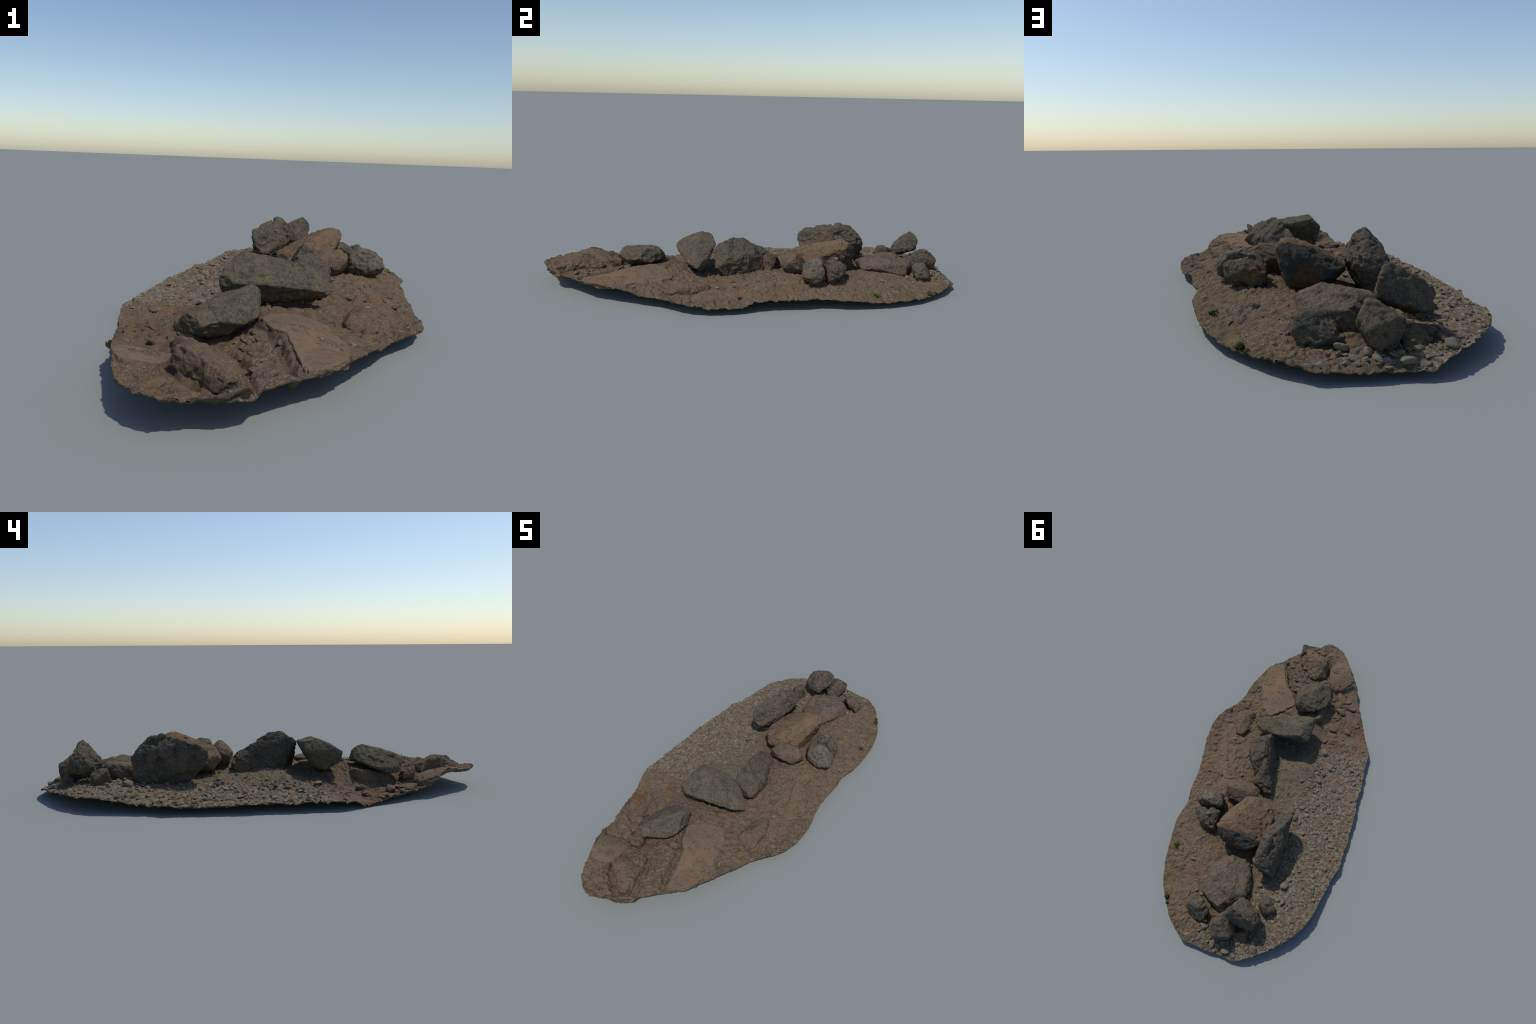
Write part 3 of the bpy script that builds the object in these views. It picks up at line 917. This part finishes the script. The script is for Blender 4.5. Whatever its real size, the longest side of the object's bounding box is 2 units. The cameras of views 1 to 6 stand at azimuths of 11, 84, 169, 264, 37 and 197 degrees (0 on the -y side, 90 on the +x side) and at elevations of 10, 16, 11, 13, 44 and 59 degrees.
# rubble heap round the foot of the end boulders
for _ in range(90):
    a = RNG.uniform(0, 6.28)
    x, y = .03 + RNG.normal() * .09, .93 + RNG.normal() * .025
    r = float(np.clip(.007 * math.exp(RNG.normal() * .4), .004, .016))
    if signed_dist(np.array([x]), np.array([y]), rimpoly)[0] > .012:
        placed.append((x, y, r))
placed.sort(key=lambda q: -q[2])
singles = SPEC + [(x, y, r, 0) for x, y, r in placed[:300 - len(SPEC)]]
rest = placed[300 - len(SPEC):]


def rot(yaw, tx, ty):
    return (Matrix.Rotation(yaw, 3, 'Z') @ Matrix.Rotation(tx, 3, 'X') @ Matrix.Rotation(ty, 3, 'Y'))


sx = np.array([s[0] for s in singles])
sy_ = np.array([s[1] for s in singles])
szz = ground_z(sx, sy_)
for i, (x, y, r, mk) in enumerate(singles):
    ob = bpy.data.objects.new('pebble', PEB_MESH[i % 5])
    COL.objects.link(ob)
    ob.parent = ROOT
    R = rot(RNG.uniform(0, 6.28), RNG.normal() * .3, RNG.normal() * .3)
    k = RNG.uniform(.8, 1.2)
    ob.location = (x, y, szz[i] + r * (.12 if not mk else .4))
    ob.rotation_euler = R.to_euler()
    ob.scale = (r, r * k, r * RNG.uniform(.9, 1.35))

for i, (x, y, z, r) in enumerate(PERCHED):
    ob = bpy.data.objects.new('pebble', PEB_MESH[(i + 2) % 5])
    COL.objects.link(ob)
    ob.parent = ROOT
    ob.location = (x, y, z)
    ob.rotation_euler = (.2 * i, -.15, 1.1 * i + .5)
    ob.scale = (r, r * .9, r * 1.1)

EMB = [(.080, -.908, .024), (.055, -.925, .016), (.365, -.03, .022), (.385, .02, .016)]
for (cx, cy), (wx, wy), cnt, r0 in EMBED_ZONES:
    for _ in range(cnt):
        x, y = cx + RNG.uniform(-1, 1) * wx * 1.2, cy + RNG.uniform(-1, 1) * wy * 1.2
        r = r0 * math.exp(RNG.normal() * .35)
        if signed_dist(np.array([x]), np.array([y]), rimpoly)[0] > 2 * r:
            EMB.append((x, y, r))
EMB_MESH = []
for k in range(5):
    me = PEB_MESH[k].copy()
    me.materials.clear()
    me.materials.append(GM['bedrock'])
    EMB_MESH.append(me)
ez = ground_z(np.array([e[0] for e in EMB]), np.array([e[1] for e in EMB]))
for i, (x, y, r) in enumerate(EMB):
    ob = bpy.data.objects.new('embedded_stone', EMB_MESH[i % 5])
    COL.objects.link(ob)
    ob.parent = ROOT
    ob.location = (x, y, max(ez[i] - r * .18, r * .9))
    ob.rotation_euler = rot(RNG.uniform(0, 6.28), RNG.normal() * .25, RNG.normal() * .25).to_euler()
    ob.scale = (r * RNG.uniform(.9, 1.5), r, r * RNG.uniform(.7, 1.1))

rx = np.array([s[0] for s in rest])
ry = np.array([s[1] for s in rest])
rz = ground_z(rx, ry)
VV, FF, base = [], [], 0
for i, (x, y, r) in enumerate(rest):
    V, F = PEB_SHAPES[5 + i % 5]
    R = np.array(rot(RNG.uniform(0, 6.28), RNG.normal() * .35, RNG.normal() * .35))
    W = (V * np.array([1, RNG.uniform(.8, 1.2), RNG.uniform(.9, 1.4)])) @ R.T * r + [x, y, rz[i] + r * .05]
    VV.append(W)
    FF.append(F + base)
    base += len(W)
ob = obj_from('gravel', np.concatenate(VV), [tuple(map(int, f)) for f in np.concatenate(FF)], PEBM, ROOT, smooth=False)
ob['kind'] = 'stuff'

# ------------------------------------------------------------------ bits of growth
def leaf_material(name, a, b):
    m = Mat(name)
    c = m.mix(m.noise(90, 4, .6), a, b)
    m.finish(c, [])
    tr = m.n('ShaderNodeBsdfTranslucent')
    m.link(c, tr.inputs[0])
    mx = m.n('ShaderNodeMixShader')
    mx.inputs[0].default_value = .3
    m.link(m.bsdf.outputs[0], mx.inputs[1])
    m.link(tr.outputs[0], mx.inputs[2])
    m.link(mx.outputs[0], m.out.inputs[0])
    return m.m


def tuft(x, y, spread, count, length, mat, name, seed):
    rs = np.random.default_rng(seed)
    V, F = [], []
    for _ in range(count):
        a = rs.uniform(0, 6.28)
        d = abs(rs.normal()) * spread * .6
        bx, by = x + d * math.cos(a), y + d * math.sin(a)
        bz = float(ground_z(np.array([bx]), np.array([by]))[0]) - .001
        L = length * rs.uniform(.5, 1.2)
        yaw = rs.uniform(0, 6.28)
        lean = rs.uniform(.4, 1.2)
        w = L * .17
        dx, dy = math.cos(yaw), math.sin(yaw)
        b = len(V)
        for t, ww in ((0, .3), (.35, 1), (.7, .8), (1, .05)):
            h = L * (t - .25 * lean * t * t)
            o = L * lean * t * t * .6 + L * .2 * t
            for s in (-1, 1):
                V.append((bx + dx * o - dy * w * ww * s, by + dy * o + dx * w * ww * s, bz + h))
        for k in range(3):
            q = b + 2 * k
            F.append((q, q + 1, q + 3, q + 2))
    ob = obj_from(name, V, F, mat, ROOT)
    ob['kind'] = 'stuff'


GREEN = leaf_material('green_leaf', (.050, .095, .020), (.10, .12, .03))
tuft(.388, .533, .012, 70, .012, GREEN, 'small_plant', 1)
DRY = leaf_material('yellow_moss', (.10, .095, .025), (.13, .10, .035))
tuft(.405, .60, .02, 60, .005, DRY, 'moss_tuft', 2)
MOSS = rock_material('moss_clump', (.050, .046, .018), (.022, .022, .012), (.085, .075, .026), (.11, .10, .04), 3.0)
for i, (x, y, r) in enumerate([(.338, .795, .011), (.325, .825, .008)]):
    bm = bmesh.new()
    bmesh.ops.create_icosphere(bm, subdivisions=4, radius=1)
    V, F = arrays(bm)
    bm.free()
    V = V * (1 + .25 * fbm(V + i * 4, 2.2, 3))[:, None] * r + [x, y, float(ground_z(np.array([x]), np.array([y]))[0]) + r * .4]
    obj_from('moss_clump', V, [tuple(map(int, f)) for f in F], MOSS, ROOT)
